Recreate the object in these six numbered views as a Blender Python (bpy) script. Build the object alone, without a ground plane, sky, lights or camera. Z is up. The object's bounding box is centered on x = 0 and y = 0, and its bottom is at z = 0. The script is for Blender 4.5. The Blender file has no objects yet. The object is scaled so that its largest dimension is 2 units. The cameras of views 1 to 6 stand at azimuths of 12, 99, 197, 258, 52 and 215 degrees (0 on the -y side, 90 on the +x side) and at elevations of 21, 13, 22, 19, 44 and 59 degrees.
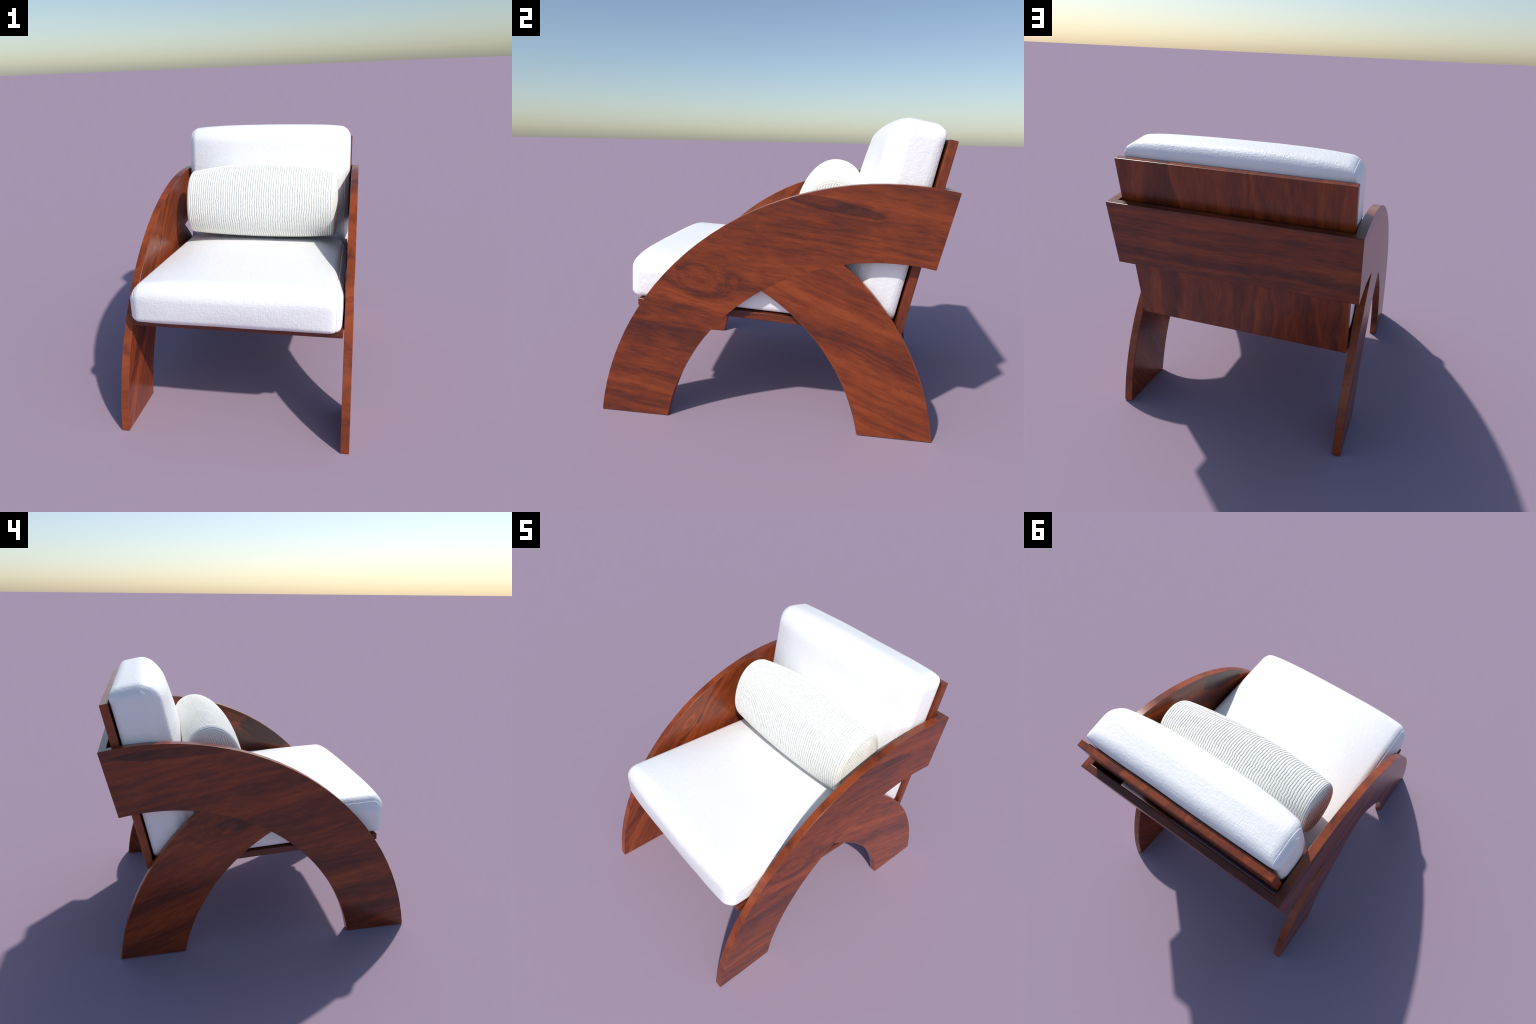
import bpy, bmesh, math, random
import numpy as np
from mathutils import Vector, noise

random.seed(7)
noise.seed_set(7)

# ------------------------------------------------------------------ sizes
HALF_W = 0.750          # outer face of the side frames
INNER_W = 0.696         # inner face of the side frames
BOARD_W = 0.690         # half width of seat board and back board
ARCH_C = (0.664, -0.240)      # centre of both arcs of the sweeping arm
ARCH_R_OUT, ARCH_R_IN = 1.6805, 1.2640
LEG_C_OUT, LEG_R_OUT = (-0.543, -0.173), 1.529   # rear leg, back edge
LEG_C_IN, LEG_R_IN = (-0.652, -0.225), 1.230     # rear leg, front edge
BACK_TOP, BACK_BOT = (0.9995, 1.408), (0.9135, 0.9985)   # raked rear end of arm
RAIL_T = 0.047                # thickness (along y) of the rear rail


# ------------------------------------------------------------------ helpers
def link(ob, parent=None):
    bpy.context.scene.collection.objects.link(ob)
    if parent is not None:
        ob.parent = parent
    return ob


def mesh_object(name, bm, parent, mats, smooth=True):
    me = bpy.data.meshes.new(name)
    bm.normal_update()
    bm.to_mesh(me)
    bm.free()
    for m in mats:
        me.materials.append(m)
    if smooth:
        me.polygons.foreach_set("use_smooth", [True] * len(me.polygons))
    ob = bpy.data.objects.new(name, me)
    return link(ob, parent)


def weighted(ob):
    m = ob.modifiers.new("weighted_normals", 'WEIGHTED_NORMAL')
    m.mode = 'FACE_AREA'
    m.weight = 100
    m.keep_sharp = True


def arc(c, r, p0, p1, n):
    """points on a circle from the angle of p0 to the angle of p1 (short way)"""
    a0 = math.atan2(p0[1] - c[1], p0[0] - c[0])
    a1 = math.atan2(p1[1] - c[1], p1[0] - c[0])
    d = (a1 - a0 + math.pi) % (2 * math.pi) - math.pi
    return [(c[0] + r * math.cos(a0 + d * i / n), c[1] + r * math.sin(a0 + d * i / n)) for i in range(n + 1)]


def circ_circ(c0, r0, c1, r1):
    dx, dy = c1[0] - c0[0], c1[1] - c0[1]
    d = math.hypot(dx, dy)
    a = (r0 * r0 - r1 * r1 + d * d) / (2 * d)
    h = math.sqrt(r0 * r0 - a * a)
    mx, my = c0[0] + a * dx / d, c0[1] + a * dy / d
    pts = [(mx - h * dy / d, my + h * dx / d), (mx + h * dy / d, my - h * dx / d)]
    return max(pts, key=lambda p: p[1])


def ground_hit(c, r, sign):
    return (c[0] + sign * math.sqrt(r * r - c[1] * c[1]), 0.0)


# ------------------------------------------------------------------ node helpers
class Nodes:
    def __init__(self, name):
        self.mat = bpy.data.materials.new(name)
        self.mat.use_nodes = True
        self.t = self.mat.node_tree
        self.t.nodes.clear()
        self.out = self.t.nodes.new("ShaderNodeOutputMaterial")
        self.bsdf = self.t.nodes.new("ShaderNodeBsdfPrincipled")
        self.t.links.new(self.bsdf.outputs[0], self.out.inputs[0])

    def set(self, sock, v):
        if hasattr(v, "is_output"):
            self.t.links.new(v, sock)
        elif v is not None:
            sock.default_value = v

    def add(self, kind, **kw):
        n = self.t.nodes.new(kind)
        for k, v in kw.items():
            setattr(n, k, v)
        return n

    def math(self, op, a, b=None, c=None, clamp=False):
        n = self.add("ShaderNodeMath", operation=op, use_clamp=clamp)
        self.set(n.inputs[0], a)
        self.set(n.inputs[1], b)
        self.set(n.inputs[2], c)
        return n.outputs[0]

    def mul(self, a, b): return self.math('MULTIPLY', a, b)
    def sum(self, a, b): return self.math('ADD', a, b)

    def smooth(self, x, lo, hi):
        n = self.add("ShaderNodeMapRange", interpolation_type='SMOOTHSTEP', clamp=True)
        self.set(n.inputs[0], x)
        n.inputs[1].default_value, n.inputs[2].default_value = lo, hi
        return n.outputs[0]

    def object_co(self):
        return self.add("ShaderNodeTexCoord").outputs["Object"]

    def mapping(self, v, loc=(0, 0, 0), rot=(0, 0, 0), scale=(1, 1, 1), kind='POINT'):
        n = self.add("ShaderNodeMapping", vector_type=kind)
        self.set(n.inputs[0], v)
        n.inputs[1].default_value = loc
        n.inputs[2].default_value = rot
        n.inputs[3].default_value = scale
        return n.outputs[0]

    def noise(self, v, scale, detail=3.0, rough=0.5, dist=0.0, dims='3D'):
        n = self.add("ShaderNodeTexNoise", noise_dimensions=dims)
        if dims == '1D':
            self.set(n.inputs["W"], v)
        else:
            self.set(n.inputs["Vector"], v)
        n.inputs["Scale"].default_value = scale
        n.inputs["Detail"].default_value = detail
        n.inputs["Roughness"].default_value = rough
        n.inputs["Distortion"].default_value = dist
        return n.outputs[0]

    def mix(self, f, a, b, blend='MIX'):
        n = self.add("ShaderNodeMix", data_type='RGBA', blend_type=blend)
        self.set(n.inputs[0], f)
        self.set(n.inputs[6], a)
        self.set(n.inputs[7], b)
        return n.outputs[2]

    def ramp(self, f, stops):
        n = self.add("ShaderNodeValToRGB")
        self.set(n.inputs[0], f)
        els = n.color_ramp.elements
        while len(els) < len(stops):
            els.new(0.5)
        for e, (p, c) in zip(els, stops):
            e.position, e.color = p, (*c, 1)
        return n.outputs[0]

    def distance(self, v, centre, scale, rot=(0, 0, 0)):
        """length of (v - centre), rotated and scaled per axis"""
        m = self.mapping(v, loc=tuple(-c for c in centre))
        m = self.mapping(m, rot=rot)
        m = self.mapping(m, scale=scale)
        n = self.add("ShaderNodeVectorMath", operation='LENGTH')
        self.set(n.inputs[0], m)
        return n.outputs["Value"]


# ------------------------------------------------------------------ materials
W_DARK, W_BROWN, W_MID, W_LIGHT = (0.060, 0.0165, 0.0115), (0.122, 0.0255, 0.0100), (0.215, 0.0410, 0.0095), (0.320, 0.0645, 0.0145)


def wood(name, rot, offset=(0, 0, 0), figure=0.05, band=7.0, streak=0.55, light=0.0,
         knots=(), patches=(), stretch=9.0, stretch_x=None, blotch=0.0, flecks=0.55):
    """Oiled rosewood.  rot turns object space so that the grain runs along the
    local Y axis and the growth rings are stacked along local Z."""
    N = Nodes(name)
    co = N.object_co()
    g = N.mapping(co, loc=offset, rot=rot)
    sep = N.add("ShaderNodeSeparateXYZ")
    N.set(sep.inputs[0], g)
    across = sep.outputs[2]
    # slow drift of the growth rings, long along the grain
    warp = N.noise(N.mapping(g, scale=(2.2, 0.9, 2.6)), 1.6, 2.0, 0.5)
    warp2 = N.noise(N.mapping(g, scale=(5.0, 2.2, 9.0)), 2.2, 3.0, 0.55)
    field = N.sum(N.sum(across, 13.37), N.mul(N.math('SUBTRACT', warp, 0.5), figure * 6.0))
    field = N.sum(field, N.mul(N.math('SUBTRACT', warp2, 0.5), figure * 1.3))
    knot_dark = []
    for (centre, size, krot, amp, krings) in knots:
        d = N.distance(co, centre, tuple(1.0 / s for s in size), krot)
        d = N.sum(d, N.mul(N.math('SUBTRACT', warp2, 0.5), 0.5))
        bump = N.math('EXPONENT', N.mul(N.mul(d, d), -1.0))
        field = N.sum(field, N.mul(bump, amp))
        if krings:
            wave = N.math('SINE', N.mul(d, krings))
            wave = N.smooth(N.sum(wave, N.mul(N.math('SUBTRACT', warp2, 0.5), 1.2)), 0.1, 0.9)
            knot_dark.append(N.mul(N.mul(wave, N.math('SUBTRACT', 1.0, N.smooth(d, 0.75, 1.35))), 0.15))
    rings = N.noise(field, band, 5.0, 0.62, dims='1D')
    # broken dark streaks and fine pores along the grain
    sx = stretch if stretch_x is None else stretch_x
    g2 = N.mapping(g, scale=(sx, 1.0, stretch))
    st = N.noise(N.mapping(g2, scale=(1, 1.7, 1)), 3.4, 5.0, 0.68, 0.35)
    st2 = N.noise(N.mapping(g, loc=(3.1, 7.7, 1.3), scale=(sx * 1.1, 1.4, stretch * 1.2)), 9.0, 3.0, 0.6)
    fib = N.noise(N.mapping(g, scale=(min(22.0, 2.4 * sx), 1.0, 22.0)), 9.0, 2.0, 0.6)
    cloud = N.noise(N.mapping(g, loc=(5.0, 1.0, 9.0), scale=(1.0, 0.55, 1.0)), 3.0, 2.0, 0.5)
    v = N.sum(N.mul(rings, 0.62), N.mul(st, streak * 0.62))
    v = N.sum(v, N.mul(fib, 0.16))
    v = N.sum(v, N.mul(cloud, 0.24))
    v = N.math('SUBTRACT', v, 0.31 + 0.31 * streak + 0.20 - 0.5 - light)
    v = N.math('MULTIPLY_ADD', N.math('SUBTRACT', v, 0.5), 1.90, 0.5, clamp=True)
    for kd in knot_dark:
        v = N.math('SUBTRACT', v, kd)
    if blotch:
        b = N.noise(N.mapping(co, loc=offset), 7.0, 3.0, 0.55, 0.8)
        v = N.math('SUBTRACT', v, N.mul(N.smooth(b, 0.46, 0.74), blotch))
    for (centre, size, prot, depth) in patches:
        d = N.distance(co, centre, tuple(1.0 / s for s in size), prot)
        edge = N.noise(g2, 3.0, 4.0, 0.6)
        d = N.sum(d, N.mul(N.math('SUBTRACT', edge, 0.5), 0.75))
        m = N.math('SUBTRACT', 1.0, N.smooth(d, 0.84, 1.02))
        v = N.math('SUBTRACT', v, N.mul(m, depth))
    col = N.ramp(v, [(0.10, W_DARK), (0.34, W_BROWN), (0.58, W_MID), (0.88, W_LIGHT)])
    # thin near-black flecks
    fleck = N.smooth(st2, 0.60, 0.74)
    col = N.mix(N.mul(fleck, flecks), col, (*W_DARK, 1))
    N.set(N.bsdf.inputs["Base Color"], col)
    rough = N.math('MULTIPLY_ADD', cloud, 0.06, 0.22)
    N.set(N.bsdf.inputs["Roughness"], rough)
    N.bsdf.inputs["Specular IOR Level"].default_value = 0.5
    bp = N.add("ShaderNodeBump")
    bp.inputs["Strength"].default_value = 0.008
    bp.inputs["Distance"].default_value = 0.004
    N.set(bp.inputs["Height"], N.sum(fib, st2))
    N.set(N.bsdf.inputs["Normal"], bp.outputs[0])
    return N.mat


def fabric(name, color, weave=230.0, strength=0.35, rot=(0, 0, 0)):
    N = Nodes(name)
    co = N.object_co()
    g = N.mapping(co, rot=rot)
    slub_a = N.noise(N.mapping(g, scale=(1.0, 5.0, 5.0)), 27.0, 3.0, 0.6)
    slub_b = N.noise(N.mapping(g, scale=(6.0, 1.0, 1.0)), 27.0, 3.0, 0.6)
    lump = N.noise(g, 46.0, 3.0, 0.6)
    h = N.sum(N.sum(slub_a, slub_b), lump)
    wa = N.add("ShaderNodeTexWave", wave_type='BANDS', bands_direction='X')
    N.set(wa.inputs[0], g)
    wa.inputs["Scale"].default_value = weave / 6.2832 * 1.6
    wa.inputs["Distortion"].default_value = 1.5
    h = N.sum(h, N.mul(wa.outputs["Fac"], 0.15))
    bp = N.add("ShaderNodeBump")
    bp.inputs["Strength"].default_value = strength
    bp.inputs["Distance"].default_value = 0.004
    N.set(bp.inputs["Height"], h)
    N.set(N.bsdf.inputs["Normal"], bp.outputs[0])
    tone = N.noise(g, 25.0, 3.0, 0.6)
    col = N.mix(N.smooth(tone, 0.3, 0.75), (*color, 1), (*[c * 0.985 for c in color], 1))
    N.set(N.bsdf.inputs["Base Color"], col)
    N.bsdf.inputs["Roughness"].default_value = 0.42
    N.bsdf.inputs["Specular IOR Level"].default_value = 0.5
    return N.mat


def ribbed_fabric(name, pale, warm, broken=None):
    N = Nodes(name)
    co = N.object_co()
    n = N.noise(co, 120.0, 3.0, 0.6)
    big = N.noise(co, 9.0, 2.0, 0.5)
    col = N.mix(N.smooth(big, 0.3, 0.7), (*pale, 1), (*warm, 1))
    if broken is not None:             # paler flecks breaking up the painted groove shadow
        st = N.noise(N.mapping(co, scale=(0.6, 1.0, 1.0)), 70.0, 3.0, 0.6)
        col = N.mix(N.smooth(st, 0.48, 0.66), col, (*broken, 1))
    N.set(N.bsdf.inputs["Base Color"], col)
    N.bsdf.inputs["Roughness"].default_value = 0.7
    N.bsdf.inputs["Specular IOR Level"].default_value = 0.3
    bp = N.add("ShaderNodeBump")
    bp.inputs["Strength"].default_value = 0.25
    bp.inputs["Distance"].default_value = 0.002
    N.set(bp.inputs["Height"], n)
    N.set(N.bsdf.inputs["Normal"], bp.outputs[0])
    return N.mat


def deg(*a):
    return tuple(math.radians(x) for x in a)


ARM_RIGHT = wood("rosewood_arm_right", deg(8, 0, 0), (0.0, 0.0, 0.0), figure=0.030, streak=0.75,
                 knots=[((0.75, -0.375, 0.875), (0.30, 0.150, 0.090), deg(28, 0, 0), 0.30, 9.0),
                        ((0.75, -0.17, 0.885), (0.30, 0.05, 0.04), deg(0, 0, 0), -0.13, 0),
                        ((0.75, -0.03, 0.885), (0.30, 0.10, 0.05), deg(0, 0, 0), 0.12, 0)],
                 patches=[((0.75, 0.36, 1.318), (0.5, 0.31, 0.036), deg(11, 0, 0), 0.30)])
ARM_LEFT = wood("rosewood_arm_left", deg(11, 0, 0), (2.3, 1.1, 0.4), figure=0.030, streak=0.75,
                patches=[((-0.75, 0.55, 1.385), (0.5, 0.40, 0.035), deg(3, 0, 0), 0.35)])
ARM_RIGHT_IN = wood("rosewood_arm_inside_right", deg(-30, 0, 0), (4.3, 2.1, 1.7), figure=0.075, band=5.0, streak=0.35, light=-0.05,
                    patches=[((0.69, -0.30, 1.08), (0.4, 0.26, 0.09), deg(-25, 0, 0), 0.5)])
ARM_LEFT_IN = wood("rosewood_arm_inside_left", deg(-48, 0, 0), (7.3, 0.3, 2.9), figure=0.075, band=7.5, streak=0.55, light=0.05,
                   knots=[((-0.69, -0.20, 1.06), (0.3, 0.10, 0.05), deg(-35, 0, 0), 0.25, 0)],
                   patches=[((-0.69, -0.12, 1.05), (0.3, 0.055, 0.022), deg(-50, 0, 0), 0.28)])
LEG_RIGHT = wood("rosewood_leg_right", deg(21, 0, 0), (1.7, 0.6, 3.3), figure=0.022, streak=0.75, light=0.05)
LEG_LEFT = wood("rosewood_leg_left", deg(22, 0, 0), (5.9, 3.6, 0.2), figure=0.030, streak=0.75,
                knots=[((-0.75, 0.26, 0.87), (0.30, 0.16, 0.10), deg(20, 0, 0), 0.30, 0)],
                patches=[((-0.75, 0.22, 0.895), (0.3, 0.13, 0.045), deg(5, 0, 0), 0.30)])
LEG_IN = wood("rosewood_leg_inside", deg(-60, 0, 0), (8.7, 3.9, 4.4), figure=0.03, streak=0.6)
RIM = wood("rosewood_rim", deg(0, 0, 0), (0.7, 5.2, 6.1), figure=0.05, streak=0.25, stretch=2.0, blotch=0.28, light=0.13, flecks=0.15)
RAIL = wood("rosewood_rail", (0, 0, math.radians(90)), (3.3, 0.9, 2.2), figure=0.016, streak=0.80, stretch=10.0, light=-0.03)
SEAT = wood("rosewood_seat", (0, 0, 0), (9.1, 4.4, 3.3), figure=0.02, streak=0.6, light=0.04, stretch_x=1.0)  # wood tone lifted for the sunlight falling on the board edge
# back board: grain up the board, growth rings stacked across its width
BACK = wood("rosewood_back", (math.radians(-79), math.radians(90), 0), (0.4, 8.8, 0.0), figure=0.060, streak=0.60, light=0.02)
WHITE = fabric("white_linen", (1.0, 1.0, 1.0), strength=0.45)
RIBBED = ribbed_fabric("ribbed_ivory_cloth", (0.95, 0.945, 0.86), (0.97, 0.965, 0.90))
GROOVE_SHADE = ribbed_fabric("ivory_cloth_painted_groove_shade", (0.56, 0.59, 0.57), (0.50, 0.53, 0.52), (0.82, 0.83, 0.77))  # ivory greyed down to draw the dark shadow lines between ribs

# ------------------------------------------------------------------ the chair
chair = bpy.data.objects.new("armchair", None)
chair.empty_display_size = 0.2
link(chair)
chair["label"] = "rosewood armchair with sweeping arched sides and white cushions"
chair["category"] = "armchair"

FOOT_F = ground_hit(ARCH_C, ARCH_R_OUT, -1)
FOOT_FI = ground_hit(ARCH_C, ARCH_R_IN, -1)
FOOT_B = ground_hit(LEG_C_OUT, LEG_R_OUT, 1)
FOOT_BI = ground_hit(LEG_C_IN, LEG_R_IN, 1)
APEX = circ_circ(ARCH_C, ARCH_R_IN, LEG_C_IN, LEG_R_IN)
NOTCH = circ_circ(ARCH_C, ARCH_R_IN, LEG_C_OUT, LEG_R_OUT)


def on_circle_y(c, r, y):
    return (y, c[1] + math.sqrt(r * r - (y - c[0]) ** 2))


def plank_from_outline(name, parent, side, outline, plain, mitre, mats, bevel=0.0065):
    """Extrude an outline (y, z) between the outer and inner face of a side frame.
    plain: outline edge indices left square; mitre: vertex indices pulled forward
    on the inner face (corner joint with the rear rail)."""
    bm = bmesh.new()
    n = len(outline)
    outer, inner = [], []
    for i, (y, z) in enumerate(outline):
        outer.append(bm.verts.new((side * HALF_W, y, z)))
        if i in mitre:
            c, r = mitre[i]
            y, z = on_circle_y(c, r, y - RAIL_T)
        inner.append(bm.verts.new((side * INNER_W, y, z)))
    f0 = bm.faces.new(outer)
    f1 = bm.faces.new(list(reversed(inner)))
    f0.material_index, f1.material_index = 0, 1
    for i in range(n):
        j = (i + 1) % n
        f = bm.faces.new((outer[j], outer[i], inner[i], inner[j]))
        f.material_index = 2
    bmesh.ops.recalc_face_normals(bm, faces=bm.faces)
    edges = []
    bm.edges.ensure_lookup_table()
    idx = {v: i for i, v in enumerate(outer)}
    idx.update({v: i for i, v in enumerate(inner)})
    for e in bm.edges:
        a, b = idx[e.verts[0]], idx[e.verts[1]]
        same = (e.verts[0] in outer) == (e.verts[1] in outer)
        if same:
            k = a if (a + 1) % n == b else b
            if k not in plain:
                edges.append(e)
    # corners across the thickness (foot corners)
    for e in bm.edges:
        a, b = idx[e.verts[0]], idx[e.verts[1]]
        if a == b and a in CORNERS:
            edges.append(e)
    bmesh.ops.bevel(bm, geom=edges, offset=bevel, offset_type='OFFSET', segments=3, profile=0.5,
                    affect='EDGES', clamp_overlap=True, material=2)
    big = [f for f in bm.faces if len(f.verts) > 12]
    bmesh.ops.triangulate(bm, faces=big)
    ob = mesh_object(name, bm, parent, mats)
    # flat faces stay flat, the long curved rims stay smooth
    ob.data.set_sharp_from_angle(angle=math.radians(42))
    weighted(ob)
    return ob


for side, arm_mat, arm_in, leg_mat, word in ((1, ARM_RIGHT, ARM_RIGHT_IN, LEG_RIGHT, "right"),
                                             (-1, ARM_LEFT, ARM_LEFT_IN, LEG_LEFT, "left")):
    frame = bpy.data.objects.new("side_frame", None)
    frame.empty_display_size = 0.1
    link(frame, chair)
    # --- arm: front leg sweeping up and back into the armrest
    top = arc(ARCH_C, ARCH_R_OUT, FOOT_F, on_circle_y(ARCH_C, ARCH_R_OUT, BACK_TOP[0]), 30)
    low_a = arc(ARCH_C, ARCH_R_IN, on_circle_y(ARCH_C, ARCH_R_IN, BACK_BOT[0]), NOTCH, 9)
    low_b = arc(ARCH_C, ARCH_R_IN, NOTCH, APEX, 9)
    low_c = arc(ARCH_C, ARCH_R_IN, APEX, FOOT_FI, 18)
    outline = top + low_a + low_b[1:] + low_c[1:]
    k_back = len(top) - 1
    k_notch = len(top) + len(low_a) - 1
    k_apex = k_notch + len(low_b) - 1
    plain = {k_back} | set(range(k_notch, k_apex))
    CORNERS = {0, len(outline) - 1}
    plank_from_outline("armrest", frame, side, outline, plain,
                       {k_back: (ARCH_C, ARCH_R_OUT), k_back + 1: (ARCH_C, ARCH_R_IN)},
                       [arm_mat, arm_in, RIM])
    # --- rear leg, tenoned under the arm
    seam = arc(ARCH_C, ARCH_R_IN, APEX, NOTCH, 9)
    back_edge = arc(LEG_C_OUT, LEG_R_OUT, NOTCH, FOOT_B, 20)
    front_edge = arc(LEG_C_IN, LEG_R_IN, FOOT_BI, APEX, 20)
    outline = seam + back_edge[1:] + front_edge[:-1]
    CORNERS = {len(seam) + len(back_edge) - 2, len(seam) + len(back_edge) - 1}
    plank_from_outline("rear_leg", frame, side, outline, set(range(0, len(seam) - 1)), {},
                       [leg_mat, LEG_IN, RIM])

# ------------------------------------------------------------------ rear rail (mitred into the arms)
bm = bmesh.new()
rows = []
for x, back in ((-1, True), (1, True), (1, False), (-1, False)):
    col = []
    for p, r in ((BACK_TOP, ARCH_R_OUT), (BACK_BOT, ARCH_R_IN)):
        y, z = on_circle_y(ARCH_C, r, p[0] if back else p[0] - RAIL_T)
        col.append(bm.verts.new((x * (HALF_W if back else INNER_W), y, z)))
    rows.append(col)
for i in range(4):
    j = (i + 1) % 4
    bm.faces.new((rows[i][0], rows[j][0], rows[j][1], rows[i][1]))
bm.faces.new([r[0] for r in rows])
bm.faces.new([r[1] for r in reversed(rows)])
bmesh.ops.recalc_face_normals(bm, faces=bm.faces)
edges = [e for e in bm.edges if abs(e.verts[0].co.x - e.verts[1].co.x) > 0.5]
bmesh.ops.bevel(bm, geom=edges, offset=0.005, segments=3, profile=0.5, affect='EDGES')
rail = mesh_object("rear_rail", bm, chair, [RAIL])
rail.data.set_sharp_from_angle(angle=math.radians(42))
weighted(rail)


# ------------------------------------------------------------------ back board and seat board
def board(name, profile, half_w, mat, bevel=0.006):
    """profile: four (y, z) corners, extruded across the chair"""
    bm = bmesh.new()
    a = [bm.verts.new((-half_w, y, z)) for y, z in profile]
    b = [bm.verts.new((half_w, y, z)) for y, z in profile]
    bm.faces.new(a)
    bm.faces.new(list(reversed(b)))
    for i in range(4):
        j = (i + 1) % 4
        bm.faces.new((a[j], a[i], b[i], b[j]))
    bmesh.ops.recalc_face_normals(bm, faces=bm.faces)
    bmesh.ops.bevel(bm, geom=list(bm.edges), offset=bevel, segments=3, profile=0.5, affect='EDGES')
    ob = mesh_object(name, bm, chair, [mat])
    ob.data.set_sharp_from_angle(angle=math.radians(42))
    weighted(ob)
    return ob


BD = Vector((0.188, 0.9822)).normalized()      # up the back board (y, z)
BN = Vector((-BD.y, BD.x))                     # out of the back board, forwards
B0 = Vector((0.926, 1.670))                    # top front edge of the back board
T_BACK = 0.0485
H_BACK = 1.088
board("back_board", [tuple(B0), tuple(B0 - BN * T_BACK), tuple(B0 - BN * T_BACK - BD * H_BACK), tuple(B0 - BD * (H_BACK - 0.0))],
      BOARD_W, BACK)
SE = Vector((1.0, -0.0530)).normalized()       # backwards along the seat board
SN = Vector((-SE.y, SE.x))
S0 = Vector((-0.765, 0.7165))                  # top front edge of the seat board
T_SEAT = 0.0450
# the board dies against the front face of the back board
def hit_back(p):
    # p + t*SE on the line B0 + s*BD
    m = (p - B0).dot(BN) / -SE.dot(BN)
    return p + SE * (m - 0.0008)
board("seat_board", [tuple(S0), tuple(hit_back(S0)), tuple(hit_back(S0 - SN * T_SEAT)), tuple(S0 - SN * T_SEAT)],
      BOARD_W, SEAT)


# ------------------------------------------------------------------ box cushions
def rounded_profile(w, h, radii, n_side=26, n_arc=12):
    """closed loop of (u, v) in a w x h box with its own radius at each corner
    (order: 0 = u0 v0, 1 = u1 v0, 2 = u1 v1, 3 = u0 v1); also returns for every
    point the side it belongs to and its place along it, for the crowning."""
    cs = [(0, 0), (w, 0), (w, h), (0, h)]
    sg = [(1, 1), (-1, 1), (-1, -1), (1, -1)]
    st = [math.pi, 1.5 * math.pi, 0.0, 0.5 * math.pi]
    pts = []
    for k in range(4):
        r = radii[k]
        cx, cy = cs[k][0] + sg[k][0] * r, cs[k][1] + sg[k][1] * r
        for i in range(n_arc + 1):
            a = st[k] + 0.5 * math.pi * i / n_arc
            pts.append((cx + r * math.cos(a), cy + r * math.sin(a)))
        k2 = (k + 1) % 4
        a1 = 0.5 * math.pi + st[k]
        r2 = radii[k2]
        p0 = pts[-1]
        p1 = (cs[k2][0] + sg[k2][0] * r2 + r2 * math.cos(st[k2]), cs[k2][1] + sg[k2][1] * r2 + r2 * math.sin(st[k2]))
        for i in range(1, n_side):
            t = i / n_side
            pts.append((p0[0] + (p1[0] - p0[0]) * t, p0[1] + (p1[1] - p0[1]) * t))
    return pts


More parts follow.
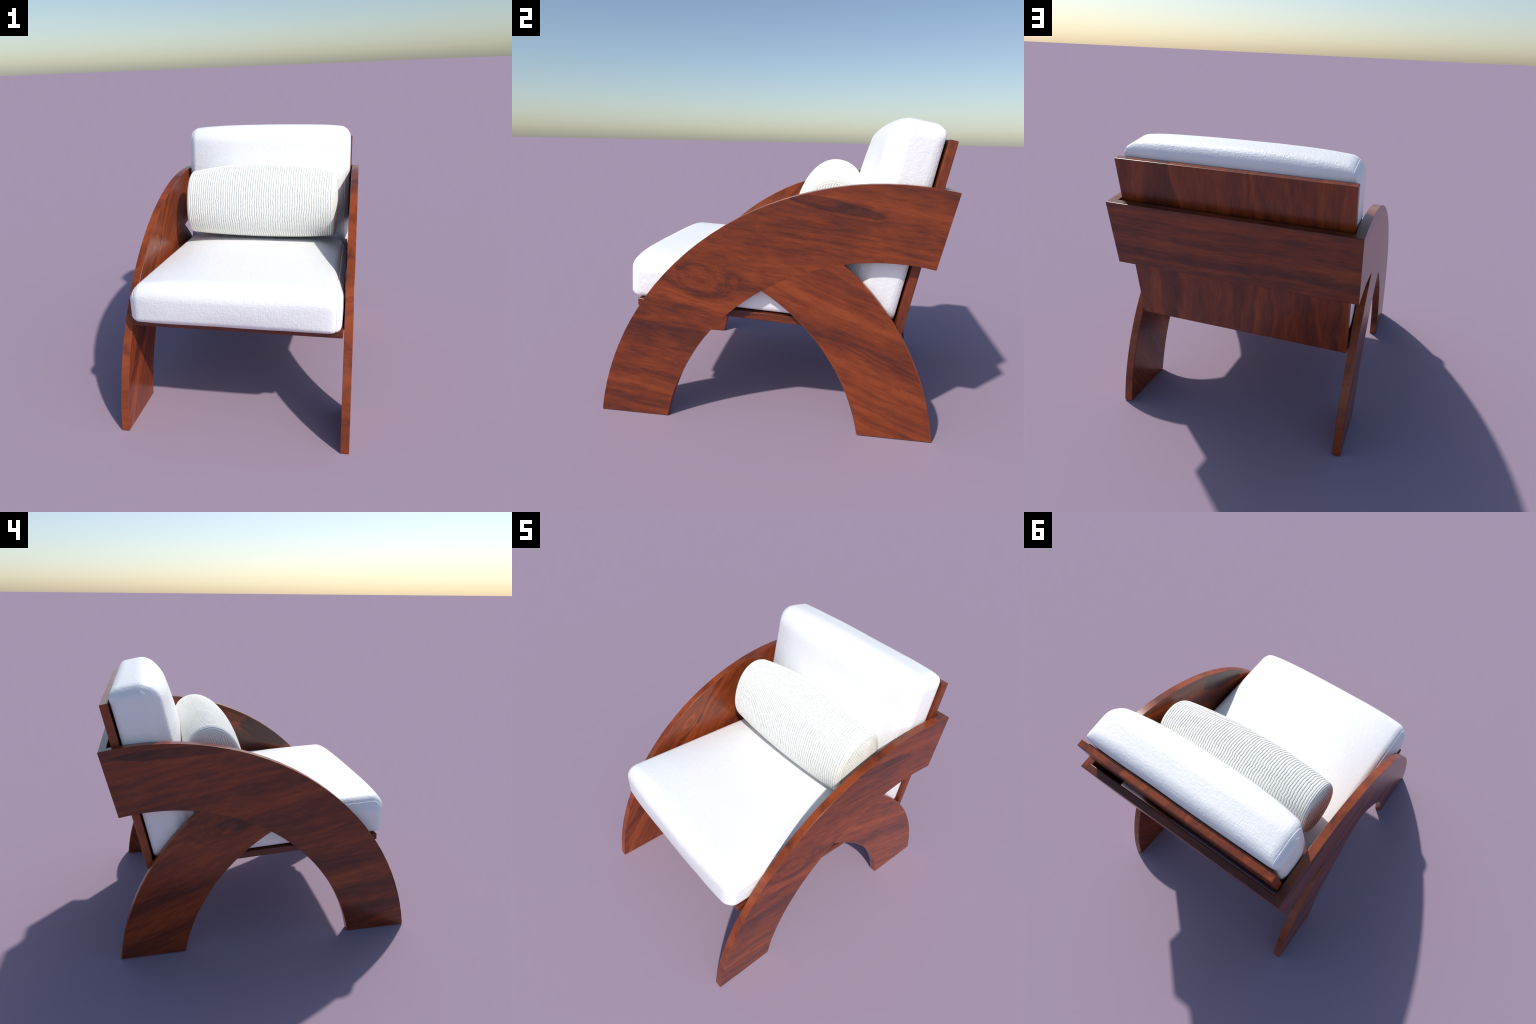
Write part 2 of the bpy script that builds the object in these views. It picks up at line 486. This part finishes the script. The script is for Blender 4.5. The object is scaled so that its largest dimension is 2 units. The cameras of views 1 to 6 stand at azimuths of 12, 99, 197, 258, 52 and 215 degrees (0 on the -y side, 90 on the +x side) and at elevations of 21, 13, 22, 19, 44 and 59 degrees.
def cushion(name, w, h, radii, half, crown, place, seam=0.648, seed=0.0, wobble=0.0025, puff=0.09, roll=0.024, tuck=0.90, groove=0.0006, tighten=0.55, lean=(0, 0), shift=0.0):
    """Box cushion: a tube of cloth (front, top, back, bottom) wrapped across the
    chair, closed at each end by a puffed side panel sewn in along a seam.
    crown = how far each side (v0, u1, v1, u0) swells at mid span."""
    st = []           # (x, inset from the full profile, 1 = tube)
    for i in range(0, 61):             # the tube narrows slowly, then rolls over to the seam
        x = 0.60 * i / 60
        st.append((x, 0.016 * (x / seam) ** 5))
    for i in range(1, 15):
        x = 0.60 + (seam - 0.60) * math.sin(0.5 * math.pi * i / 14)
        tt = tuck * (x - 0.60) / (seam - 0.60)
        st.append((x, 0.016 * (x / seam) ** 5 + roll * (1 - math.sqrt(1 - tt * tt))))
    end_inset = st[-1][1]
    st.append((seam + 0.0005, end_inset + groove))      # stitched groove
    st.append((seam + 0.0025, end_inset + groove * 1.1))
    st.append((seam + 0.0045, end_inset + 0.0005))      # welt of the side panel
    lim = 0.5 * min(w, h)
    d0 = end_inset + 0.0005
    for i in range(1, 31):             # puffed side panel, from the seam to its middle
        f = (i / 30) ** 1.6
        d = d0 + (lim * 0.985 - d0) * f
        k = min(1.0, (d - d0) / puff)
        x = seam + 0.0045 + (half - seam - 0.0045) * (1 - (1 - k) ** 2.1) + 0.004 * f
        st.append((x, d))
    full = st
    stations = [(-x, d) for x, d in reversed(full)] + full[1:]
    bm = bmesh.new()
    rings = []
    for x, d in stations:
        rr = [max(r - d * tighten, min(r, 0.028)) for r in radii]
        ww, hh = w - 2 * d, h - 2 * d
        rr = [min(r, 0.45 * ww, 0.45 * hh) for r in rr]
        pts = rounded_profile(ww, hh, rr)
        fx = max(0.0, 1 - (abs(x) / 0.69) ** 2.0)
        ring = []
        for u, v in pts:
            keep = 0.8 * min(d, 0.05)      # stays seated against its board
            u, v = u + d - keep * lean[0], v + d - keep * lean[1]
            bu, bv = (2 * u / w - 1), (2 * v / h - 1)
            gu, gv = max(0, 1 - bu * bu), max(0, 1 - bv * bv)
            # crowning: each face swells towards its middle
            du = dv = 0.0
            wu, wv = max(0, abs(bu)) ** 6, max(0, abs(bv)) ** 6
            if bv > 0: dv += crown[2] * gu * fx * wv
            else: dv -= crown[0] * gu * fx * wv
            if bu > 0: du += crown[1] * gv * fx * wu
            else: du -= crown[3] * gv * fx * wu
            # mild side bulge on the end panels keeps the outline soft
            nz = noise.noise(Vector((x * 3.0 + seed, u * 4.0, v * 4.0))) * wobble
            nz += noise.noise(Vector((x * 9.0 - seed, u * 10.0, v * 10.0))) * wobble * 0.35
            cu, cv = (bu * wu, bv * wv)
            y, z = place(u + du + cu * nz, v + dv + cv * nz)
            ring.append(bm.verts.new((x + shift + (0.3 * nz if abs(x) > seam else 0.0), y, z)))
        rings.append(ring)
    n = len(rings[0])
    for a, b in zip(rings, rings[1:]):
        for i in range(n):
            j = (i + 1) % n
            bm.faces.new((a[i], a[j], b[j], b[i]))
    bm.faces.new(list(reversed(rings[0])))
    bm.faces.new(rings[-1])
    bmesh.ops.recalc_face_normals(bm, faces=bm.faces)
    return mesh_object(name, bm, chair, [WHITE])


# seat cushion: u runs backwards from its front face, v upwards from the seat board
SC0 = S0 - SE * 0.077 + SN * 0.002


def place_seat(u, v):
    p = SC0 + SE * u + SN * v
    return p.x, p.y


# corners: 0 front-bottom, 1 back-bottom, 2 back-top, 3 front-top
cushion("seat_cushion", 1.278, 0.277, (0.050, 0.04, 0.05, 0.105), 0.681, (0.0, 0.0, 0.027, 0.018), place_seat, seed=1.7, lean=(0, 1), seam=0.645, puff=0.050, roll=0.020, tuck=0.95, groove=0.0020, tighten=1.3)

# back cushion: u runs forwards from the back board, v upwards
BC_H = 1.125
BC0 = B0 + BN * 0.004 + BD * (0.078 - BC_H)


def place_back(u, v):
    p = BC0 + BN * u + BD * v
    return p.x, p.y


# corners: 0 rear-bottom, 1 front-bottom, 2 front-top, 3 rear-top
cushion("back_cushion", 0.314, BC_H, (0.03, 0.05, 0.142, 0.085), 0.681, (0.0, 0.056, 0.009, 0.0), place_back, seed=5.1, tighten=1.7, lean=(1, 0), puff=0.07, seam=0.644, shift=-0.004)

# ------------------------------------------------------------------ ribbed bolster
B_HALF = 0.576
B_X = 0.010
B_Y, B_Z = 0.318, 1.238
SLOPE_Y, SLOPE_Z = 0.0158, -0.0123
R0 = 0.246
RAD_U, RAD_V, TILT, POWER = math.exp(-0.167), math.exp(0.167), -0.316, 2.18
RIBS = 61
CAP_ROUND = 0.034


def bolster():
    nang = 260
    per = 14
    span = B_HALF - CAP_ROUND
    nst = RIBS * per
    ct, sn = math.cos(TILT), math.sin(TILT)
    ring_shape = []
    for k in range(nang):
        a = 2 * math.pi * k / nang
        c, s = math.cos(a), math.sin(a)
        q = (abs(c) ** POWER + abs(s) ** POWER) ** (-1 / POWER)
        ring_shape.append((c * q, s * q))
    # wander of the ribs round the girth: jagged kinks shared by neighbouring ribs
    def wander(a, x):
        return 0.55 * noise.noise(Vector((math.cos(a) * 3.4, math.sin(a) * 3.4, x * 5.0))) \
             + 0.34 * noise.noise(Vector((math.cos(a) * 9.0, math.sin(a) * 9.0, x * 9.0 + 4.0)))

    def point(x, r, k, lift):
        u, v = ring_shape[k]
        if v < 0:
            v *= 1 - 0.035 * (1 - (x / B_HALF) ** 2) * min(1.0, -v * 1.5)
        U, V = (r + lift) * u * RAD_U, (r + lift) * v * RAD_V
        return (x + B_X, B_Y + SLOPE_Y * x + U * ct - V * sn, B_Z + SLOPE_Z * x + 0.010 - 0.016 * (x / B_HALF) ** 2 + U * sn + V * ct)

    def body_r(x):
        t = abs(x) / B_HALF
        return R0 * (1 - 0.170 * t * t)

    bm = bmesh.new()
    rings = []
    groove = set()         # points lying in a groove between two ribs
    for i in range(nst + 1):
        x = -span + 2 * span * i / nst
        r = body_r(x)
        fade = min(1.0, (span - abs(x)) / 0.02)
        ring = []
        for k in range(nang):
            a = 2 * math.pi * k / nang
            ph = (x / (2 * span) + 0.5) * RIBS + wander(a, x) * 0.62 * fade
            g = ph - round(ph)
            h = -0.0048 * math.exp(-(g / 0.135) ** 2)
            ring.append(bm.verts.new(point(x, r, k, h)))
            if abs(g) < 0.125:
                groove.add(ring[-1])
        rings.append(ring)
    # rolled edges with a few tight piping rings, then the gathered end caps
    def edge(sign):
        out = []
        r_end = body_r(span)
        n = 34
        for j in range(1, n + 1):
            a = 0.5 * math.pi * j / n
            x = sign * (span + CAP_ROUND * math.sin(a))
            r = r_end - CAP_ROUND * 0.95 * (1 - math.cos(a))
            g = 4 * j / n - round(4 * j / n)
            lift = -0.003 * math.exp(-(g / 0.2) ** 2)
            out.append([bm.verts.new(point(x, r, k, lift)) for k in range(nang)])
            if abs(g) < 0.16 and j < n - 2:
                groove.update(out[-1])
        r_cap = r_end - CAP_ROUND * 0.95
        for j in range(1, 64):
            f = 1 - j / 64
            ring = []
            for k in range(nang):
                p = point(sign * B_HALF, r_cap * f, k, 0.0)
                # pleats of the cap cloth run up the lean of the bolster
                du = (p[1] - B_Y) * ct + (p[2] - B_Z) * sn
                dv = -(p[1] - B_Y) * sn + (p[2] - B_Z) * ct
                puff = 0.016 * (1 - f * f)
                ph = du / 0.0140 + 0.35 * noise.noise(Vector((du * 9, dv * 12, 3.0 * sign)))
                g = ph - round(ph)
                pl = -0.0040 * math.exp(-(g / 0.2) ** 2) * min(1, (1 - f) * 12)
                ring.append(bm.verts.new((p[0] + sign * (puff + pl), p[1], p[2])))
                if abs(g) < 0.15:
                    groove.add(ring[-1])
            out.append(ring)
        return out

    rings = list(reversed(edge(-1))) + rings + edge(1)
    for a, b in zip(rings, rings[1:]):
        for k in range(nang):
            j = (k + 1) % nang
            f = bm.faces.new((a[k], a[j], b[j], b[k]))
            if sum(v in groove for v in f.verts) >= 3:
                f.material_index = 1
    bm.faces.new(list(reversed(rings[0])))
    bm.faces.new(rings[-1])
    bmesh.ops.recalc_face_normals(bm, faces=bm.faces)
    return mesh_object("bolster_pillow", bm, chair, [RIBBED, GROOVE_SHADE])


bolster()
